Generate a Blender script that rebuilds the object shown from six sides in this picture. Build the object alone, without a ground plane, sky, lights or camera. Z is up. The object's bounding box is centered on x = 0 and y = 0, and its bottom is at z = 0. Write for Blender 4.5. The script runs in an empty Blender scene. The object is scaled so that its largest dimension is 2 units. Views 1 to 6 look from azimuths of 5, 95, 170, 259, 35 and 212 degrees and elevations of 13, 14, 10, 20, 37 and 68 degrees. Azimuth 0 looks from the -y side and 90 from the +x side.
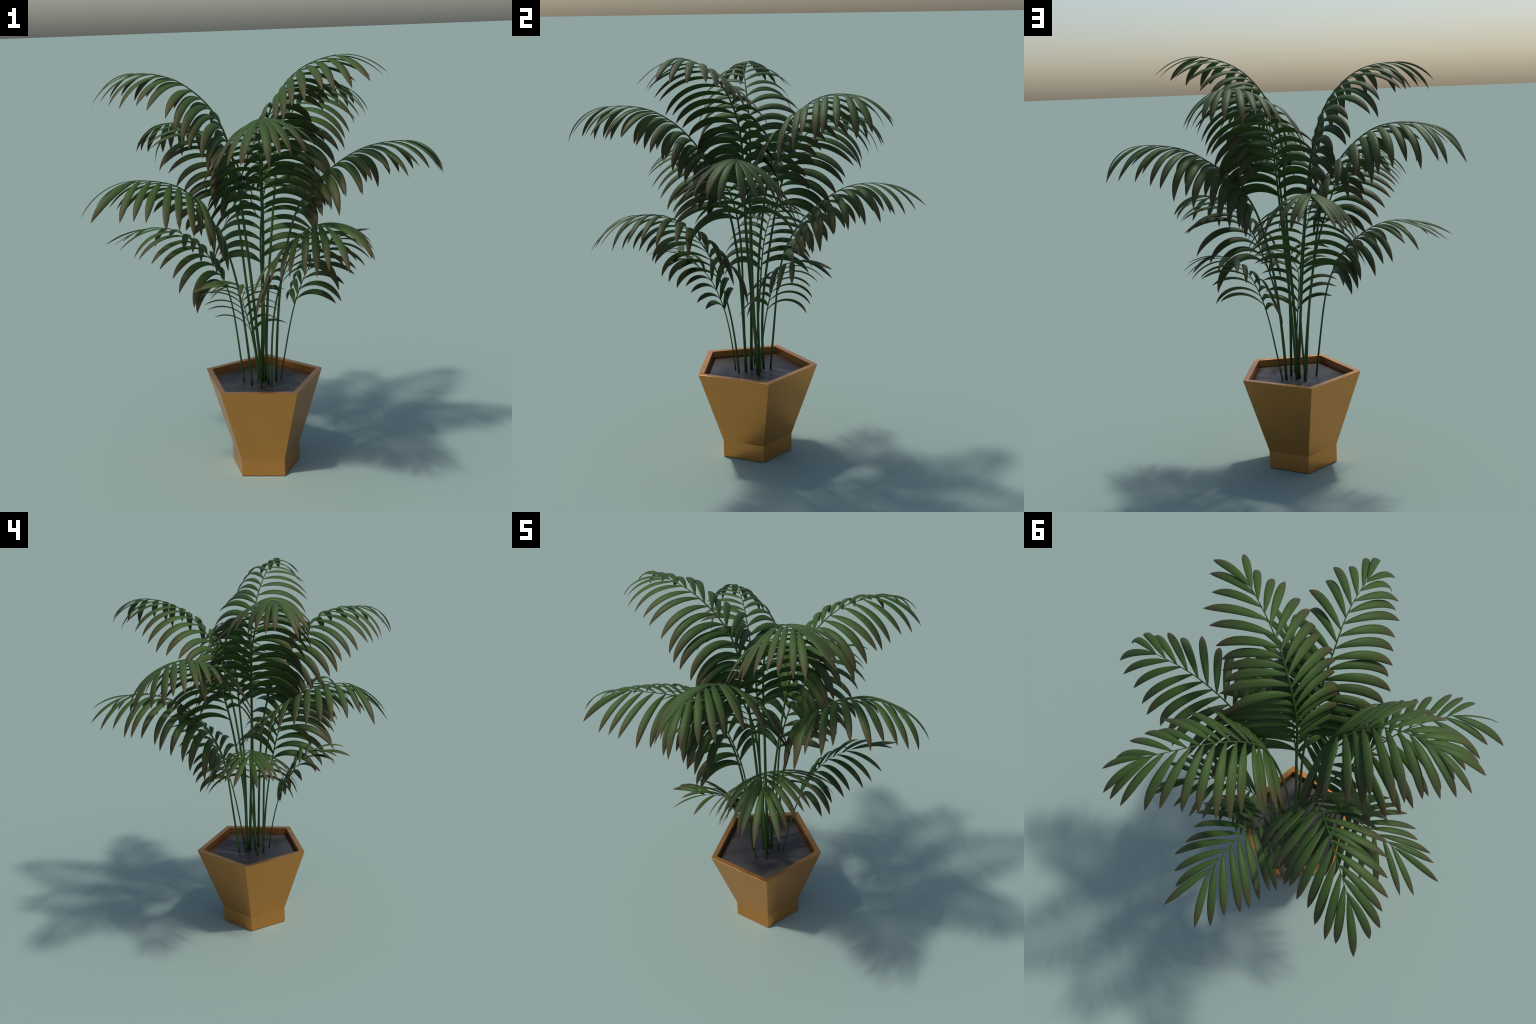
import bpy, math, random
import numpy as np
from mathutils import Matrix, Vector

# ---------------------------------------------------------------- helpers
def bspline(ctrl, n):
    """points of a clamped cubic B-spline through a few control points"""
    c = np.array(ctrl, float)
    m = len(c)
    knots = np.concatenate([[0] * 3, np.linspace(0, 1, m - 2), [1] * 3])
    t = np.clip(np.linspace(0, 1, n), 0, 1 - 1e-9)
    basis = [((t >= knots[i]) & (t < knots[i + 1])).astype(float) for i in range(len(knots) - 1)]
    for q in (1, 2, 3):
        nxt = []
        for i in range(len(basis) - 1):
            b = np.zeros(n)
            if knots[i + q] > knots[i]:
                b = b + (t - knots[i]) / (knots[i + q] - knots[i]) * basis[i]
            if knots[i + q + 1] > knots[i + 1]:
                b = b + (knots[i + q + 1] - t) / (knots[i + q + 1] - knots[i + 1]) * basis[i + 1]
            nxt.append(b)
        basis = nxt
    return np.stack(basis, 1) @ c


def unit(v):
    return v / (np.linalg.norm(v) + 1e-12)


def make_mesh(name, verts, faces, smooth=True):
    me = bpy.data.meshes.new(name)
    me.from_pydata([tuple(map(float, v)) for v in verts], [], faces)
    me.polygons.foreach_set("use_smooth", [smooth] * len(faces))
    me.update()
    return me


def add_object(name, mesh, parent, origin=None):
    ob = bpy.data.objects.new(name, mesh)
    bpy.context.scene.collection.objects.link(ob)
    m = origin if origin is not None else Matrix.Identity(4)
    ob.parent = parent
    if parent is not None:
        ob.matrix_parent_inverse = WORLD[parent.name].inverted()
    ob.matrix_basis = m
    WORLD[ob.name] = m
    return ob


WORLD = {}

# ---------------------------------------------------------------- materials
def nodes_of(name):
    mat = bpy.data.materials.new(name)
    mat.use_nodes = True
    nt = mat.node_tree
    nt.nodes.clear()
    out = nt.nodes.new("ShaderNodeOutputMaterial")
    bsdf = nt.nodes.new("ShaderNodeBsdfPrincipled")
    nt.links.new(bsdf.outputs[0], out.inputs[0])
    return mat, nt, bsdf


def ramp(nt, stops, fac):
    r = nt.nodes.new("ShaderNodeValToRGB")
    el = r.color_ramp.elements
    while len(el) < len(stops):
        el.new(0.5)
    for e, (p, c) in zip(el, stops):
        e.position, e.color = p, (*c, 1)
    nt.links.new(fac, r.inputs[0])
    return r.outputs[0]


def mix(nt, kind, fac, a, b):
    m = nt.nodes.new("ShaderNodeMix")
    m.data_type = "RGBA"
    m.blend_type = kind
    for sock, v in ((m.inputs[0], fac), (m.inputs[6], a), (m.inputs[7], b)):
        if hasattr(v, "links"):
            nt.links.new(v, sock)
        else:
            sock.default_value = v if isinstance(v, float) else (*v, 1)
    return m.outputs[2]


def noise(nt, scale, stretch=(1, 1, 1), coord="Object", detail=3.0):
    tc = nt.nodes.new("ShaderNodeTexCoord")
    mp = nt.nodes.new("ShaderNodeMapping")
    mp.inputs["Scale"].default_value = stretch
    n = nt.nodes.new("ShaderNodeTexNoise")
    n.inputs["Scale"].default_value = scale
    n.inputs["Detail"].default_value = detail
    nt.links.new(tc.outputs[coord], mp.inputs[0])
    nt.links.new(mp.outputs[0], n.inputs["Vector"])
    return n.outputs["Fac"]


def leaflet_material():
    mat, nt, bsdf = nodes_of("palm_leaflet")
    tc = nt.nodes.new("ShaderNodeTexCoord")
    sep = nt.nodes.new("ShaderNodeSeparateXYZ")
    nt.links.new(tc.outputs["Generated"], sep.inputs[0])
    # a leaflet is laid along its own x axis: green blade, dry brown tip
    jit = nt.nodes.new("ShaderNodeMath")
    jit.operation = "MULTIPLY_ADD"
    nt.links.new(noise(nt, 14.0, (0.6, 3, 3)), jit.inputs[0])
    jit.inputs[1].default_value = 0.16
    jit.inputs[2].default_value = -0.08
    pos = nt.nodes.new("ShaderNodeMath")
    pos.operation = "ADD"
    nt.links.new(sep.outputs["X"], pos.inputs[0])
    nt.links.new(jit.outputs[0], pos.inputs[1])
    blade = ramp(nt, LEAF_STOPS, pos.outputs[0])
    # fine parallel veins along the blade
    vein = ramp(nt, [(0.35, (0.82, 0.82, 0.82)), (0.65, (1.12, 1.12, 1.12))],
                noise(nt, 60.0, (0.05, 5.0, 0.4), detail=2.0))
    col = mix(nt, "MULTIPLY", 1.0, blade, vein)
    info = nt.nodes.new("ShaderNodeObjectInfo")
    tone = ramp(nt, [(0.0, (0.88, 0.9, 0.9)), (1.0, (1.1, 1.08, 1.0))], info.outputs["Random"])
    col = mix(nt, "MULTIPLY", 1.0, col, tone)
    nt.links.new(col, bsdf.inputs["Base Color"])
    bsdf.inputs["Roughness"].default_value = LEAF_ROUGH
    bsdf.inputs["Specular IOR Level"].default_value = LEAF_SPEC
    return mat


def stalk_material():
    mat, nt, bsdf = nodes_of("palm_stalk")
    col = ramp(nt, [(0.3, STALK[0]), (0.7, STALK[1])], noise(nt, 30.0, (6, 6, 0.5)))
    nt.links.new(col, bsdf.inputs["Base Color"])
    bsdf.inputs["Roughness"].default_value = 0.5
    bsdf.inputs["Specular IOR Level"].default_value = 0.3
    return mat


def pot_material():
    mat, nt, bsdf = nodes_of("ochre_glazed_clay")
    col = ramp(nt, [(0.3, POT[0]), (0.7, POT[1])], noise(nt, 7.0))
    nt.links.new(col, bsdf.inputs["Base Color"])
    bsdf.inputs["Roughness"].default_value = POT_ROUGH
    bsdf.inputs["Metallic"].default_value = 0.85
    bsdf.inputs["Specular IOR Level"].default_value = POT_SPEC
    return mat


def soil_material():
    mat, nt, bsdf = nodes_of("dark_soil")
    col = ramp(nt, [(0.3, SOIL[0]), (0.7, SOIL[1])], noise(nt, 25.0, detail=5.0))
    nt.links.new(col, bsdf.inputs["Base Color"])
    bsdf.inputs["Roughness"].default_value = SOIL_ROUGH
    bsdf.inputs["Specular IOR Level"].default_value = 0.5
    return mat


# colours (linear)
LEAF_STOPS = [(0.0, (0.036, 0.074, 0.017)), (0.35, (0.046, 0.094, 0.021)),
              (0.60, (0.050, 0.082, 0.023)), (0.82, (0.066, 0.063, 0.025)), (1.0, (0.076, 0.056, 0.025))]
LEAF_ROUGH, LEAF_SPEC = 0.55, 0.2
STALK = ((0.030, 0.068, 0.010), (0.042, 0.085, 0.014))
POT = ((0.67, 0.285, 0.075), (0.70, 0.30, 0.08))
POT_ROUGH, POT_SPEC = 0.35, 0.5
SOIL = ((0.048, 0.043, 0.038), (0.054, 0.048, 0.043))
SOIL_ROUGH = 0.5

MAT_LEAF, MAT_STALK, MAT_POT, MAT_SOIL = leaflet_material(), stalk_material(), pot_material(), soil_material()

# ---------------------------------------------------------------- the thing
POT_X, POT_Y = -0.0517, 0.0088
root = bpy.data.objects.new("potted_palm", None)
bpy.context.scene.collection.objects.link(root)
root.matrix_basis = Matrix.Translation((POT_X, POT_Y, 0))
WORLD[root.name] = root.matrix_basis.copy()
root["label"] = "kentia palm with arching fronds in five sided ochre pot"
root["category"] = "potted palm"

# ---------------------------------------------------------------- pot
def pentagon(rx, ry, z):
    """five-sided ring, one flat side to the front"""
    return [(rx * math.cos(math.radians(90 + 72 * i)), ry * math.sin(math.radians(90 + 72 * i)), z) for i in range(5)]


def build_pot():
    rings = [pentagon(0.1772, 0.1866, 0.0), pentagon(0.1772, 0.1866, 0.0858), pentagon(0.3043, 0.3195, 0.464),
             pentagon(0.2725, 0.2863, 0.464), pentagon(0.2725, 0.2863, 0.40), pentagon(0.15, 0.158, 0.06)]
    verts = [v for r in rings for v in r]
    faces = []
    for k in range(len(rings) - 1):
        for i in range(5):
            j = (i + 1) % 5
            faces.append((k * 5 + i, k * 5 + j, k * 5 + 5 + j, k * 5 + 5 + i))
    faces.append((4, 3, 2, 1, 0))
    last = (len(rings) - 1) * 5
    faces.append(tuple(last + i for i in range(5)))
    ob = add_object("pot", make_mesh("pot", verts, faces, False), root, Matrix.Translation((POT_X, POT_Y, 0)))
    ob.data.materials.append(MAT_POT)
    bev = ob.modifiers.new("edges", "BEVEL")
    bev.width, bev.segments, bev.limit_method, bev.angle_limit = 0.0012, 2, "ANGLE", math.radians(15)


def build_soil():
    rng = random.Random(4)
    top, n = 0.428, 14
    verts, faces = [], []
    for k in range(n + 1):                       # concentric pentagons from the wall to the middle
        f = 1 - k / n
        for i in range(5):
            a = pentagon(0.2715 * f, 0.2853 * f, top)[i]
            b = pentagon(0.2715 * f, 0.2853 * f, top)[(i + 1) % 5]
            for m in range(6):
                t = m / 6
                z = top + (rng.uniform(-0.0008, 0.0008) if 0 < k else 0)
                verts.append((a[0] * (1 - t) + b[0] * t, a[1] * (1 - t) + b[1] * t, z))
    w = 30
    for k in range(n):
        for i in range(w):
            j = (i + 1) % w
            faces.append((k * w + i, k * w + j, (k + 1) * w + j, (k + 1) * w + i))
    base = len(verts)
    for i in range(5):
        verts.append(pentagon(0.2715, 0.2853, 0.405)[i])
    for i in range(5):                           # short skirt below the surface
        ring = [i * 6 + m for m in range(6)] + [((i + 1) % 5) * 6]
        faces.append(tuple([base + i, base + (i + 1) % 5] + ring[::-1]))
    ob = add_object("soil", make_mesh("soil", verts, faces, True), root, Matrix.Translation((POT_X, POT_Y, 0)))
    ob.data.materials.append(MAT_SOIL)


build_pot()
build_soil()

# ---------------------------------------------------------------- fronds
# A leaflet spreads from the rachis heading, rises first, and droops over to its tip.
# r runs from 0 at the lowest leaflet of a frond to 1 at its end.
def leaflet_spread(r, steep):
    return 1.312 + 0.288 * r + -1.311 * r * r + -0.069 * steep


def leaflet_rise(r, steep):
    return 0.482 + -0.479 * r + 0.347 * steep


def leaflet_length(r):
    return 0.3206 * (1 + -0.156 * (r - 0.5) + -0.543 * (r - 0.5) ** 2)


def leaflet_droop(r, steep):
    return 1.841 + -0.711 * r + 0.237 * steep


DROOP_POWER, SIZE_POWER = 1.000, -0.020
WIDTH = [(0, .13), (.05, .30), (.12, .52), (.22, .74), (.35, .92), (.5, 1.0), (.64, .98), (.77, .82), (.87, .56), (.95, .25), (1, .015)]
NU, NV = 22, 4


def leaflet_spine(P, out, side, spread, rise, length, droop):
    right = np.array([out[1], -out[0], 0])
    h = math.cos(spread) * out + math.sin(spread) * side * right
    u = (np.arange(NU) + 0.5) / NU
    pitch = np.maximum(rise - droop * (1 - (1 - u) ** DROOP_POWER), -1.5)
    step = np.cos(pitch)[:, None] * h + np.sin(pitch)[:, None] * np.array([0, 0, 1.0])
    return np.vstack([P, P + np.cumsum(step, 0) * length / NU])


def build_leaflet(frond, P, T, out, side, spread, rise, length, droop, half):
    pts = leaflet_spine(P, out, side, spread, rise, length, droop)
    tang = np.gradient(pts, axis=0)
    D = unit(tang[0])
    flat = unit(np.array([D[0], D[1], 0]))      # blade in the plane of rachis and leaflet, turned a bit face up
    flat = np.array([flat[1], -flat[0], 0]) * -side
    W = T + flat * TWIST
    W = unit(W - D * (W @ D)) * -side
    xax = unit(pts[-1] - pts[0])
    yax = unit(W - xax * (W @ xax))
    zax = np.cross(xax, yax)
    if zax[2] < 0:
        yax, zax = -yax, -zax
    us = np.linspace(0, 1, NU + 1)
    wid = np.interp(us, [a for a, _ in WIDTH], [b for _, b in WIDTH]) * half
    top, bot = [], []
    for i in range(NU + 1):
        t = unit(tang[i])
        W = unit(W - t * (W @ t))
        Nn = np.cross(t, W)
        if Nn @ zax < 0:
            Nn = -Nn
        for j in range(NV + 1):
            v = j / NV * 2 - 1
            q = pts[i] + W * v * wid[i] - Nn * wid[i] * FOLD * (v * v)
            th = THICK * (1 - 0.75 * v * v) * min(1, 0.35 + wid[i] / half)
            top.append(q + Nn * th)
            bot.append(q - Nn * th)
    R = np.stack([xax, yax, zax], 1)
    loc = (np.array(top + bot) - P) @ R
    n, w = len(top), NV + 1
    faces = []
    for i in range(NU):
        for j in range(NV):
            a = i * w + j
            faces.append((a, a + 1, a + w + 1, a + w))
            faces.append((n + a, n + a + w, n + a + w + 1, n + a + 1))
    for i in range(NU):                          # rim of the blade
        for a, b in ((i * w, (i + 1) * w), ((i + 1) * w + NV, i * w + NV)):
            faces.append((a, b, n + b, n + a))
    faces.append(tuple(range(w)) + tuple(range(n + w - 1, n - 1, -1)))
    e = NU * w
    faces.append(tuple(range(e + w - 1, e - 1, -1)) + tuple(range(n + e, n + e + w)))
    # make the winding point outward
    a, b, c = (loc[k] for k in faces[0][:3])
    if np.cross(b - a, c - a) @ np.array([0, 0, 1.0]) < 0:
        faces = [f[::-1] for f in faces]
    m = Matrix([[*R[k], P[k]] for k in range(3)] + [[0, 0, 0, 1]])
    ob = add_object("leaflet", make_mesh("leaflet", loc, faces), frond, m)
    ob.data.materials.append(MAT_LEAF)


THICK, FOLD = 0.0006, 0.22


def build_frond(spine, start, habit, base_radius, right, left):
    pts = bspline(spine, 400)
    s = np.r_[0, np.cumsum(np.linalg.norm(np.diff(pts, axis=0), axis=1))]
    total = s[-1]
    T = np.gradient(pts, s, axis=0)
    T /= np.linalg.norm(T, axis=1)[:, None]
    out = pts[-1] - pts[0]
    out[2] = 0
    out = unit(out)
    side0 = np.array([out[1], -out[0], 0])
    # stalk and rachis: one tapering tube
    nseg, nr = 90, 8
    base_radius *= 1.18
    idx = np.linspace(0, len(pts) - 1, nseg + 1).astype(int)
    verts, faces = [], []
    for i in idx:
        f = s[i] / total
        f0 = start / total
        rad = base_radius * (1 - 0.22 * f / f0 if f < f0 else 0.78 - 0.56 * (f - f0) / (1 - f0))
        B = unit(side0 - T[i] * (side0 @ T[i]))
        N = np.cross(B, T[i])
        for k in range(nr):
            a = 2 * math.pi * k / nr
            verts.append(pts[i] + rad * (math.cos(a) * B + math.sin(a) * N) - pts[0] - (0, 0, 0.012 if i == 0 else 0))
    for i in range(nseg):
        for k in range(nr):
            j = (k + 1) % nr
            faces.append((i * nr + k, i * nr + j, (i + 1) * nr + j, (i + 1) * nr + k))
    faces.append(tuple(range(nr - 1, -1, -1)))
    faces.append(tuple(nseg * nr + k for k in range(nr)))
    frond = add_object("frond", make_mesh("frond", verts, faces), root, Matrix.Translation(pts[0]))
    frond.data.materials.append(MAT_STALK)
    heading, spread, dlen, ddroop, rise, tilt = habit
    for side, row in ((1, right), (-1, left)):
        for at, tw_spread, tw_len, tw_droop in row:
            i = min(int(np.searchsorted(s, at)), len(s) - 1)
            r = min(1, max(0, (at - start) / (total - start)))
            steep = T[i][2]
            ahead = unit(T[i] * (1, 1, 0) + out * 0.15)
            length = leaflet_length(r) * (total / 1.6) ** SIZE_POWER * math.exp(dlen + tw_len)
            half = (HALF_TIP + HALF_LOW * (1 - r)) * (total / 1.6) ** 0.25 * math.exp(0.5 * (dlen + tw_len))
            build_leaflet(frond, pts[i], T[i], ahead, side,
                          leaflet_spread(r, steep) + spread + tw_spread + side * heading,
                          leaflet_rise(r, steep) + rise + side * tilt, length,
                          leaflet_droop(r, steep) + ddroop + tw_droop, half)


HALF_TIP, HALF_LOW = 0.0165, 0.006
TWIST = 0.28

# each frond: spine control points, where the leaflets start, habit (heading, spread, length, droop, rise, sideways tilt), stalk radius,
# then both rows of leaflets as (distance along the rachis, spread, length and droop apart from the rule)
build_frond([(-0.0540, -0.0062, 0.4280), (-0.0808, 0.0004, 0.8686), (-0.1126, -0.0056, 1.2256), (-0.1455, 0.0001, 1.5085), (-0.2013, -0.0091, 1.7182), (-0.3143, -0.0405, 1.8575), (-0.4517, -0.0619, 1.9394), (-0.5872, -0.0553, 1.9345)],
    0.950, (0.062, 0.011, 0.019, 0.073, 0.077, 0.058), 0.0065,
    right=[(0.961, 0.11, -0.10, 0.03), (1.013, 0.03, -0.04, -0.00), (1.065, 0.06, -0.03, 0.01), (1.117, 0.18, -0.09, -0.18),
              (1.169, 0.04, -0.06, -0.11), (1.221, 0.07, -0.05, 0.04), (1.273, 0.23, -0.15, -0.26), (1.326, 0.03, 0.00, -0.13),
              (1.383, -0.01, 0.07, 0.27), (1.434, 0.08, -0.08, -0.01), (1.486, 0.00, 0.07, -0.24), (1.541, 0.05, 0.02, -0.12),
              (1.594, -0.04, 0.01, 0.11), (1.643, -0.08, -0.01, -0.04), (1.692, -0.14, -0.02, 0.05), (1.741, -0.19, -0.10, -0.08)],
    left=[(0.918, 0.10, 0.02, 0.07), (0.970, -0.01, -0.00, 0.03), (1.022, -0.01, 0.03, 0.08), (1.074, 0.03, 0.01, 0.09),
              (1.126, 0.05, 0.03, 0.06), (1.178, -0.00, 0.03, 0.21), (1.242, 0.00, 0.02, 0.12), (1.294, -0.10, 0.05, 0.06),
              (1.349, -0.06, 0.08, 0.11), (1.409, 0.01, 0.04, 0.19), (1.463, 0.10, -0.04, -0.08), (1.514, 0.01, -0.05, -0.14),
              (1.564, 0.06, -0.07, -0.13), (1.613, -0.02, 0.02, 0.01), (1.663, 0.08, 0.01, -0.06), (1.701, -0.03, -0.03, -0.12),
              (1.734, -0.06, 0.05, -0.07)])
build_frond([(-0.0729, 0.0549, 0.4280), (-0.0961, 0.0391, 0.7089), (-0.1293, 0.0771, 0.9787), (-0.1501, 0.1167, 1.2344), (-0.2025, 0.1662, 1.4502), (-0.3082, 0.2619, 1.6053), (-0.4251, 0.3902, 1.6862), (-0.5586, 0.5147, 1.6518)],
    0.840, (-0.047, -0.080, -0.015, -0.060, -0.045, -0.102), 0.0058,
    right=[(0.828, -0.03, 0.01, -0.08), (0.880, -0.05, 0.01, -0.08), (0.932, -0.00, 0.02, -0.10), (0.984, -0.03, 0.02, -0.17),
              (1.036, -0.30, 0.05, -0.12), (1.088, -0.02, 0.02, -0.18), (1.140, -0.22, 0.03, -0.26), (1.192, -0.02, 0.05, -0.20),
              (1.244, -0.10, 0.17, 0.22), (1.295, -0.02, 0.08, 0.20), (1.350, -0.01, 0.06, 0.08), (1.402, -0.01, -0.01, 0.02),
              (1.455, 0.04, 0.11, 0.16), (1.509, 0.07, 0.05, -0.11), (1.560, 0.10, 0.02, 0.10), (1.606, -0.05, 0.04, -0.04)],
    left=[(0.897, -0.05, -0.09, -0.03), (0.949, -0.02, -0.11, 0.07), (1.001, 0.04, -0.14, 0.04), (1.053, 0.03, -0.06, 0.13),
              (1.105, -0.02, -0.08, -0.08), (1.157, -0.15, -0.10, -0.06), (1.209, 0.26, 0.05, 0.21), (1.261, 0.01, -0.09, -0.28),
              (1.306, -0.03, -0.09, -0.23), (1.338, 0.02, 0.03, 0.64), (1.377, 0.00, -0.05, -0.07), (1.426, -0.04, -0.00, -0.09),
              (1.478, -0.03, -0.05, -0.01), (1.530, 0.01, 0.06, 0.25), (1.582, -0.04, -0.04, 0.39)])
build_frond([(-0.0212, -0.0284, 0.4280), (-0.0357, -0.0420, 0.7880), (-0.0241, -0.0589, 1.1003), (-0.0167, -0.1208, 1.3629), (-0.0148, -0.2305, 1.5669), (0.0015, -0.3620, 1.7073), (0.0287, -0.5020, 1.7713), (0.0250, -0.6420, 1.7625)],
    0.860, (-0.046, -0.012, 0.044, 0.036, -0.018, -0.083), 0.006,
    right=[(0.876, 0.00, -0.10, -0.08), (0.928, 0.01, -0.02, -0.03), (0.980, 0.02, -0.03, -0.09), (1.032, -0.01, -0.05, -0.04),
              (1.084, 0.02, -0.08, -0.10), (1.136, -0.01, -0.00, -0.02), (1.183, -0.01, 0.03, -0.09), (1.231, -0.08, 0.04, 0.09),
              (1.278, 0.02, -0.02, -0.08), (1.327, -0.01, 0.03, 0.03), (1.378, 0.03, 0.02, 0.01), (1.430, 0.04, 0.02, -0.15),
              (1.481, -0.00, 0.04, 0.01), (1.534, 0.10, 0.01, -0.02), (1.586, 0.03, -0.05, 0.17), (1.635, 0.05, -0.06, 0.02)],
    left=[(0.880, 0.01, -0.04, -0.03), (0.932, -0.06, 0.00, -0.01), (0.984, -0.03, -0.02, -0.10), (1.036, 0.04, -0.08, -0.10),
              (1.088, 0.02, -0.02, -0.05), (1.140, 0.04, 0.01, 0.11), (1.192, 0.07, -0.00, 0.12), (1.244, 0.04, -0.17, 0.11),
              (1.296, 0.03, -0.03, 0.00), (1.352, -0.11, -0.13, 0.10), (1.406, -0.00, -0.04, -0.15), (1.459, -0.07, -0.00, 0.02),
              (1.512, 0.03, 0.04, -0.10), (1.563, 0.02, -0.05, 0.06), (1.612, -0.03, -0.02, -0.00), (1.648, -0.09, 0.09, 0.30)])
build_frond([(-0.0524, 0.0279, 0.4280), (-0.0418, 0.0040, 0.8249), (-0.0185, -0.0211, 1.1599), (-0.0246, -0.0211, 1.4430), (-0.0074, -0.0305, 1.6753), (0.0724, -0.0873, 1.8531), (0.1918, -0.1695, 1.9701), (0.3318, -0.2475, 1.9957)],
    0.950, (-0.028, 0.037, -0.025, -0.167, 0.001, -0.073), 0.0068,
    right=[(0.982, 0.08, -0.07, -0.03), (1.034, 0.04, -0.10, 0.06), (1.086, 0.10, -0.14, 0.12), (1.138, 0.02, -0.06, 0.10),
              (1.190, 0.07, -0.13, 0.12), (1.242, -0.06, -0.09, -0.03), (1.298, -0.03, -0.03, -0.03), (1.349, -0.02, 0.04, 0.05),
              (1.402, -0.11, -0.01, 0.04), (1.454, -0.07, 0.09, 0.21), (1.508, -0.00, 0.03, -0.02), (1.563, 0.04, 0.04, 0.03),
              (1.614, -0.01, -0.00, -0.20), (1.666, 0.04, -0.01, 0.03), (1.720, 0.00, 0.00, 0.07), (1.768, 0.01, 0.05, -0.16)],
    left=[(0.996, -0.09, 0.11, 0.18), (1.048, -0.05, 0.19, 0.15), (1.100, -0.06, 0.14, 0.03), (1.152, -0.10, 0.20, -0.01),
              (1.204, -0.09, 0.20, 0.10), (1.256, -0.03, -0.04, 0.13), (1.308, 0.16, -0.03, 0.19), (1.357, 0.07, -0.04, -0.06),
              (1.405, 0.09, -0.09, 0.04), (1.436, 0.03, -0.08, 0.10), (1.478, 0.03, -0.08, 0.18), (1.521, 0.04, -0.04, 0.10),
              (1.571, -0.00, 0.00, -0.09), (1.633, 0.06, 0.03, -0.15), (1.688, -0.03, -0.04, 0.03), (1.743, -0.07, 0.04, -0.01),
              (1.785, -0.13, 0.04, -0.04)])
build_frond([(-0.0372, 0.0392, 0.4280), (-0.0235, 0.0284, 0.8078), (0.0088, 0.0524, 1.1275), (0.0322, 0.0911, 1.3965), (0.0615, 0.1455, 1.6087), (0.1290, 0.2505, 1.7565), (0.2123, 0.3761, 1.8406), (0.3248, 0.4900, 1.8332)],
    0.920, (0.068, 0.069, 0.007, -0.056, -0.070, -0.080), 0.0058,
    right=[(0.925, 0.02, -0.02, -0.08), (0.977, -0.00, 0.06, 0.07), (1.029, 0.01, 0.01, 0.04), (1.081, -0.01, 0.05, -0.02),
              (1.133, 0.00, 0.02, 0.06), (1.185, 0.00, 0.03, 0.03), (1.237, -0.01, -0.02, -0.13), (1.289, -0.15, 0.07, 0.08),
              (1.351, 0.05, 0.02, 0.05), (1.394, -0.02, 0.03, 0.05), (1.431, -0.03, -0.02, -0.27), (1.499, 0.01, 0.02, 0.11),
              (1.551, 0.11, -0.02, -0.04), (1.607, 0.11, -0.07, -0.15), (1.659, -0.03, 0.01, 0.07), (1.704, -0.10, -0.01, -0.08)],
    left=[(0.946, 0.06, -0.00, -0.10), (0.998, 0.10, -0.14, -0.21), (1.050, 0.03, -0.06, -0.32), (1.102, 0.09, -0.05, -0.26),
              (1.154, 0.02, -0.10, -0.18), (1.206, 0.07, -0.10, -0.23), (1.265, -0.05, -0.03, -0.00), (1.322, -0.01, 0.06, 0.06),
              (1.376, 0.02, 0.04, -0.01), (1.431, -0.01, -0.03, 0.04), (1.481, 0.02, -0.04, 0.03), (1.533, 0.01, -0.07, -0.17),
              (1.584, 0.04, 0.04, 0.17), (1.633, 0.00, 0.03, -0.08), (1.679, -0.01, 0.02, 0.07), (1.704, -0.05, -0.04, -0.00)])
build_frond([(0.0126, 0.0330, 0.4280), (0.0300, 0.0158, 0.8363), (0.0827, 0.0209, 1.1218), (0.1402, 0.0253, 1.3109), (0.2440, 0.0119, 1.4253), (0.3622, 0.0098, 1.5271), (0.4956, 0.0104, 1.5916), (0.6372, 0.0214, 1.5931)],
    0.820, (0.002, -0.053, 0.007, -0.000, -0.022, 0.102), 0.0055,
    right=[(0.820, -0.04, 0.07, -0.09), (0.872, -0.04, 0.02, 0.03), (0.924, -0.04, 0.05, -0.14), (0.976, -0.08, 0.02, -0.09),
              (1.028, 0.02, 0.23, 0.15), (1.080, 0.07, 0.02, -0.07), (1.132, 0.01, 0.04, 0.11), (1.180, 0.03, -0.10, -0.08),
              (1.231, -0.02, -0.07, -0.25), (1.281, -0.10, 0.04, 0.07), (1.334, -0.04, -0.05, -0.15), (1.387, 0.00, -0.03, 0.04),
              (1.440, 0.14, 0.02, 0.11), (1.484, 0.10, 0.04, 0.43)],
    left=[(0.850, 0.03, -0.04, 0.11), (0.902, 0.06, -0.02, -0.01), (0.954, 0.05, -0.04, -0.04), (1.006, 0.05, 0.06, 0.00),
              (1.058, 0.05, -0.02, 0.02), (1.110, -0.06, 0.10, 0.07), (1.162, -0.00, -0.01, -0.04), (1.206, -0.04, 0.09, 0.22),
              (1.257, 0.02, 0.04, -0.08), (1.309, 0.05, 0.00, -0.03), (1.365, 0.02, -0.04, -0.06), (1.421, -0.02, 0.00, -0.10),
              (1.483, -0.06, 0.02, 0.05)])
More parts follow.
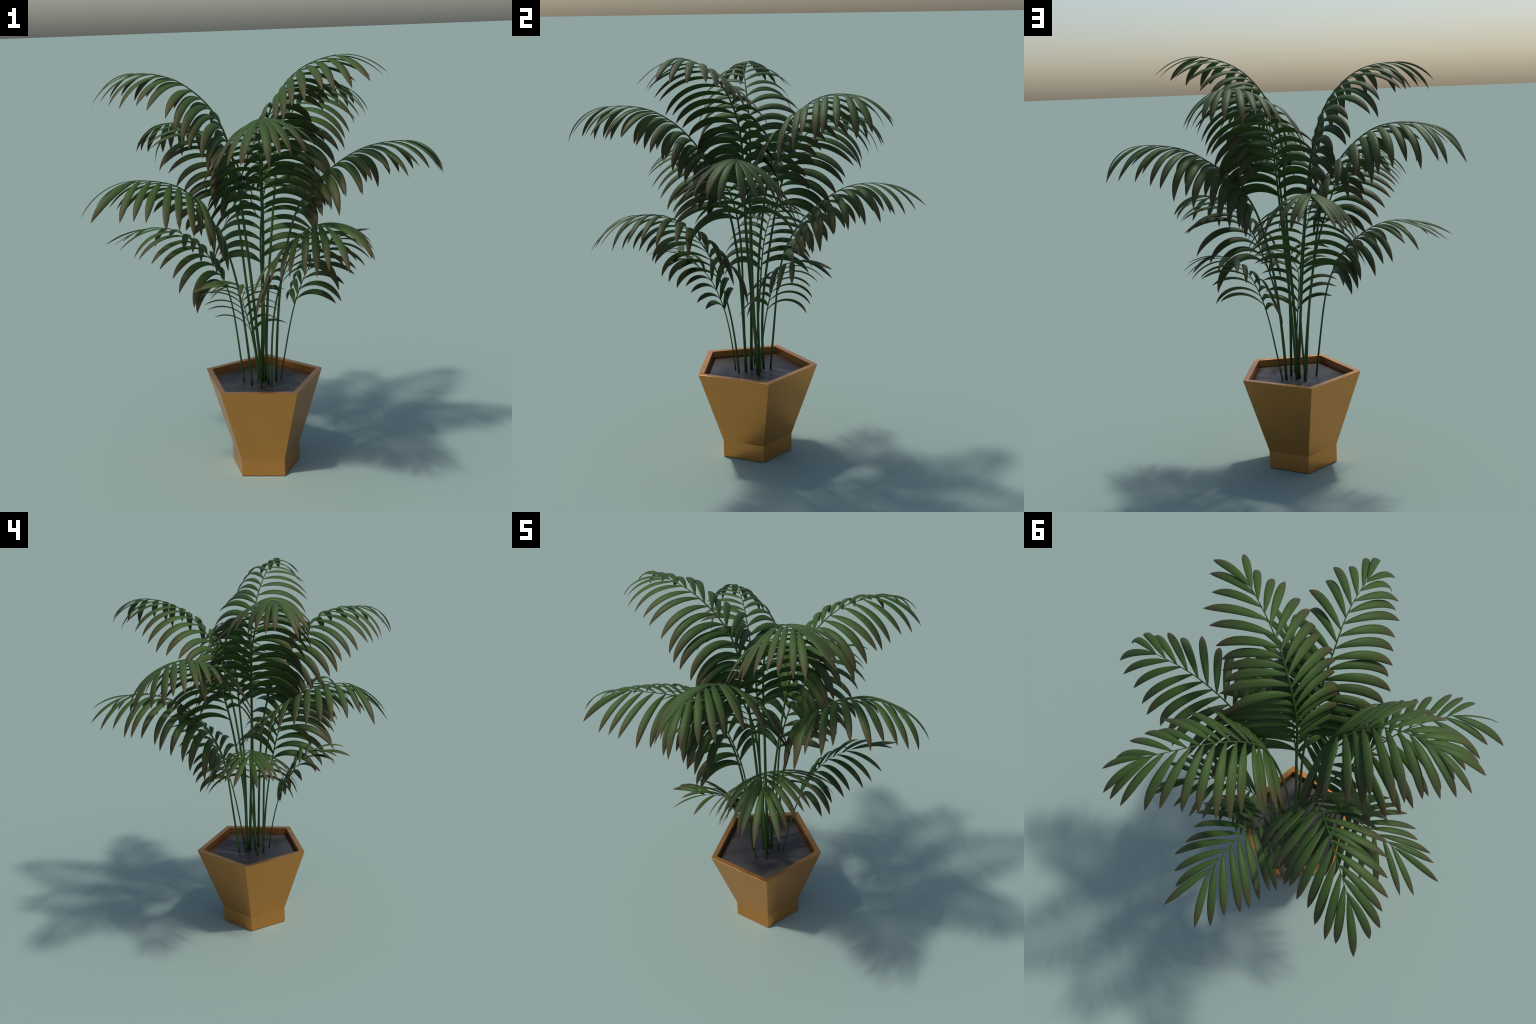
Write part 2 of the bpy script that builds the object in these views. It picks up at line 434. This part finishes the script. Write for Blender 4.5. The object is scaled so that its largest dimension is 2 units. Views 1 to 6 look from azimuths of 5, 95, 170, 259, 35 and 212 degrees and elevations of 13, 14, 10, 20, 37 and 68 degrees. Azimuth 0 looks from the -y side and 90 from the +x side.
build_frond([(-0.0999, -0.0411, 0.4280), (-0.1205, -0.0475, 0.7292), (-0.1513, -0.0509, 0.9729), (-0.2068, -0.0701, 1.1636), (-0.2760, -0.1220, 1.3094), (-0.3375, -0.2094, 1.4169), (-0.4132, -0.3147, 1.4811), (-0.5305, -0.4157, 1.5006)],
    0.730, (0.167, 0.031, 0.015, -0.146, -0.118, 0.107), 0.0052,
    right=[(0.751, 0.03, -0.04, -0.13), (0.803, 0.06, 0.02, -0.05), (0.855, 0.06, 0.00, -0.04), (0.907, -0.00, -0.02, -0.04),
              (0.959, 0.02, -0.02, -0.10), (1.011, 0.06, -0.00, -0.06), (1.063, 0.01, -0.02, -0.05), (1.115, 0.01, 0.02, 0.04),
              (1.167, -0.03, 0.03, 0.04), (1.219, 0.00, 0.01, 0.02), (1.271, -0.02, 0.00, -0.01), (1.323, -0.03, -0.09, 0.00),
              (1.358, -0.02, 0.18, 0.16)],
    left=[(0.756, 0.08, -0.02, 0.07), (0.808, -0.01, 0.11, -0.30), (0.860, -0.12, 0.08, -0.20), (0.912, -0.14, 0.02, -0.20),
              (0.964, -0.21, -0.09, -0.24), (1.016, 0.11, 0.09, 0.08), (1.068, -0.03, 0.05, -0.03), (1.119, -0.01, -0.01, -0.08),
              (1.173, 0.08, 0.05, -0.06), (1.228, 0.12, -0.00, -0.30), (1.282, 0.24, -0.03, -0.24), (1.335, 0.32, -0.01, -0.10),
              (1.358, -0.15, 0.10, -0.18)])
build_frond([(-0.1421, 0.0010, 0.4280), (-0.1665, 0.0211, 0.6422), (-0.1843, 0.0343, 0.8218), (-0.2315, 0.0385, 0.9676), (-0.3100, 0.0529, 1.0835), (-0.4078, 0.0736, 1.1604), (-0.5047, 0.0935, 1.1980), (-0.5838, 0.1036, 1.1855)],
    0.485, (0.060, -0.071, -0.102, -0.160, -0.010, -0.040), 0.0042,
    right=[(0.513, -0.01, 0.03, 0.03), (0.565, -0.03, 0.07, 0.10), (0.617, 0.01, -0.00, 0.15), (0.669, -0.07, 0.09, 0.18),
              (0.721, -0.03, 0.01, 0.04), (0.773, 0.04, 0.04, 0.15), (0.825, 0.04, -0.12, -0.26), (0.877, 0.04, -0.01, 0.13),
              (0.929, 0.00, 0.02, -0.37), (0.976, 0.05, 0.02, -0.31)],
    left=[(0.486, 0.10, 0.13, 0.40), (0.538, 0.15, 0.16, 0.43), (0.590, 0.01, 0.11, 0.21), (0.642, 0.03, 0.00, 0.00),
              (0.694, -0.02, 0.01, -0.08), (0.746, 0.00, -0.01, -0.02), (0.798, -0.07, 0.02, 0.04), (0.850, -0.02, 0.00, 0.22),
              (0.902, -0.03, 0.04, -0.06), (0.953, 0.03, -0.04, -0.22), (0.993, -0.08, 0.07, -0.30)])
build_frond([(-0.0040, -0.0629, 0.4280), (0.0016, -0.0790, 0.6455), (0.0213, -0.1150, 0.8367), (0.0680, -0.1593, 1.0009), (0.1195, -0.2170, 1.1389), (0.1697, -0.2974, 1.2386), (0.2269, -0.3858, 1.2923), (0.2822, -0.4708, 1.2911)],
    0.500, (-0.103, -0.078, 0.075, 0.078, 0.099, -0.132), 0.0045,
    right=[(0.511, 0.04, -0.05, -0.01), (0.563, 0.03, 0.02, 0.02), (0.615, -0.05, 0.02, 0.03), (0.667, 0.09, 0.08, -0.14),
              (0.719, 0.03, 0.02, -0.00), (0.771, 0.01, -0.03, -0.06), (0.823, -0.02, -0.04, 0.01), (0.875, 0.02, -0.04, 0.10),
              (0.927, -0.02, -0.00, 0.13), (0.979, 0.01, 0.04, 0.12), (1.031, 0.07, 0.01, -0.13), (1.078, -0.01, 0.07, -0.15)],
    left=[(0.537, 0.12, 0.25, 0.37), (0.589, 0.02, -0.02, 0.10), (0.641, 0.08, 0.04, 0.07), (0.693, 0.06, 0.13, 0.09),
              (0.745, 0.02, 0.10, -0.32), (0.797, -0.04, 0.00, -0.01), (0.849, 0.01, -0.04, -0.24), (0.901, -0.07, -0.02, 0.02),
              (0.953, -0.05, -0.06, -0.09), (1.005, 0.00, -0.05, 0.03), (1.056, -0.00, 0.02, 0.24), (1.096, -0.02, 0.07, 0.07)])
build_frond([(-0.0490, -0.0850, 0.4280), (-0.0777, -0.1118, 0.6591), (-0.0977, -0.1660, 0.8140), (-0.1174, -0.2215, 0.9062), (-0.1019, -0.2702, 0.9555), (-0.0829, -0.3129, 0.9894), (-0.0949, -0.3450, 1.0143), (-0.1482, -0.3728, 1.0083)],
    0.295, (-0.032, 0.084, -0.349, -0.245, 0.392, 0.024), 0.0032,
    right=[(0.312, 0.04, -0.03, -0.05), (0.365, 0.03, 0.02, 0.04), (0.416, 0.05, -0.00, 0.16), (0.468, 0.05, 0.08, 0.03),
              (0.520, 0.01, 0.02, 0.08), (0.573, 0.01, 0.03, 0.03), (0.625, 0.07, -0.00, 0.10), (0.675, 0.00, -0.01, -0.01),
              (0.716, -0.01, 0.02, 0.10)],
    left=[(0.299, 0.22, 0.06, -0.14), (0.350, -0.04, -0.04, 0.05), (0.404, -0.02, -0.01, -0.01), (0.455, -0.01, 0.01, 0.09),
              (0.507, -0.01, 0.00, -0.03), (0.559, -0.07, 0.02, -0.11), (0.611, 0.00, -0.01, 0.06), (0.663, -0.02, -0.03, 0.01),
              (0.710, -0.04, -0.01, -0.01)])
build_frond([(-0.0720, 0.0891, 0.4280), (-0.0480, 0.1149, 0.6801), (-0.0491, 0.1290, 0.8946), (-0.0555, 0.1694, 1.0726), (-0.0534, 0.2601, 1.2152), (-0.0372, 0.3817, 1.3288), (-0.0229, 0.5098, 1.3993), (-0.0130, 0.6454, 1.3890)],
    0.585, (0.065, 0.009, 0.029, 0.000, -0.043, 0.050), 0.0048,
    right=[(0.591, -0.01, -0.19, -0.68), (0.645, -0.08, -0.16, -0.58), (0.704, -0.07, -0.07, -0.34), (0.762, -0.07, -0.07, -0.12),
              (0.818, -0.09, 0.07, 0.08), (0.874, 0.04, -0.03, -0.07), (0.929, 0.04, -0.02, -0.01), (0.984, 0.02, -0.05, 0.17),
              (1.036, -0.03, -0.03, 0.16), (1.087, 0.01, 0.03, 0.07), (1.136, -0.06, -0.07, -0.04), (1.187, -0.07, -0.08, 0.09),
              (1.234, -0.09, -0.04, -0.40)],
    left=[(0.570, -0.03, -0.06, -0.28), (0.626, -0.03, -0.16, -0.34), (0.684, -0.01, 0.09, 0.21), (0.740, -0.11, 0.10, 0.01),
              (0.795, -0.11, 0.01, 0.05), (0.850, -0.12, 0.02, 0.01), (0.904, -0.11, 0.04, 0.01), (0.961, 0.00, -0.01, 0.09),
              (1.011, 0.01, 0.01, -0.07), (1.061, 0.05, 0.06, -0.02), (1.114, 0.14, 0.06, 0.08), (1.163, 0.12, -0.04, -0.11),
              (1.214, 0.14, 0.03, -0.11), (1.255, 0.09, -0.06, -0.33)])
build_frond([(0.0340, 0.0420, 0.4280), (0.0607, 0.0582, 0.5699), (0.0849, 0.0739, 0.6999), (0.1147, 0.0969, 0.8167), (0.1544, 0.1226, 0.9191), (0.2018, 0.1558, 1.0048), (0.2576, 0.1884, 1.0678), (0.3340, 0.2501, 1.0957)],
    0.360, (-0.062, -0.062, -0.222, -0.066, 0.187, -0.036), 0.0034,
    right=[(0.402, 0.00, 0.02, -0.19), (0.454, -0.12, 0.04, 0.20), (0.506, 0.02, -0.04, -0.20), (0.558, 0.00, 0.04, -0.22),
              (0.610, 0.02, -0.03, -0.03), (0.662, 0.02, 0.07, 0.17), (0.714, 0.18, 0.05, 0.11), (0.765, 0.27, -0.00, -0.05),
              (0.805, -0.26, 0.10, -0.67)],
    left=[(0.376, -0.06, -0.01, 0.36), (0.428, -0.08, -0.04, 0.28), (0.480, -0.03, -0.06, 0.35), (0.532, 0.05, -0.23, 0.18),
              (0.584, 0.01, -0.16, 0.14), (0.636, -0.02, -0.08, 0.14), (0.688, 0.06, -0.02, -0.15), (0.740, 0.01, -0.04, -0.28),
              (0.787, -0.18, 0.13, -0.13)])
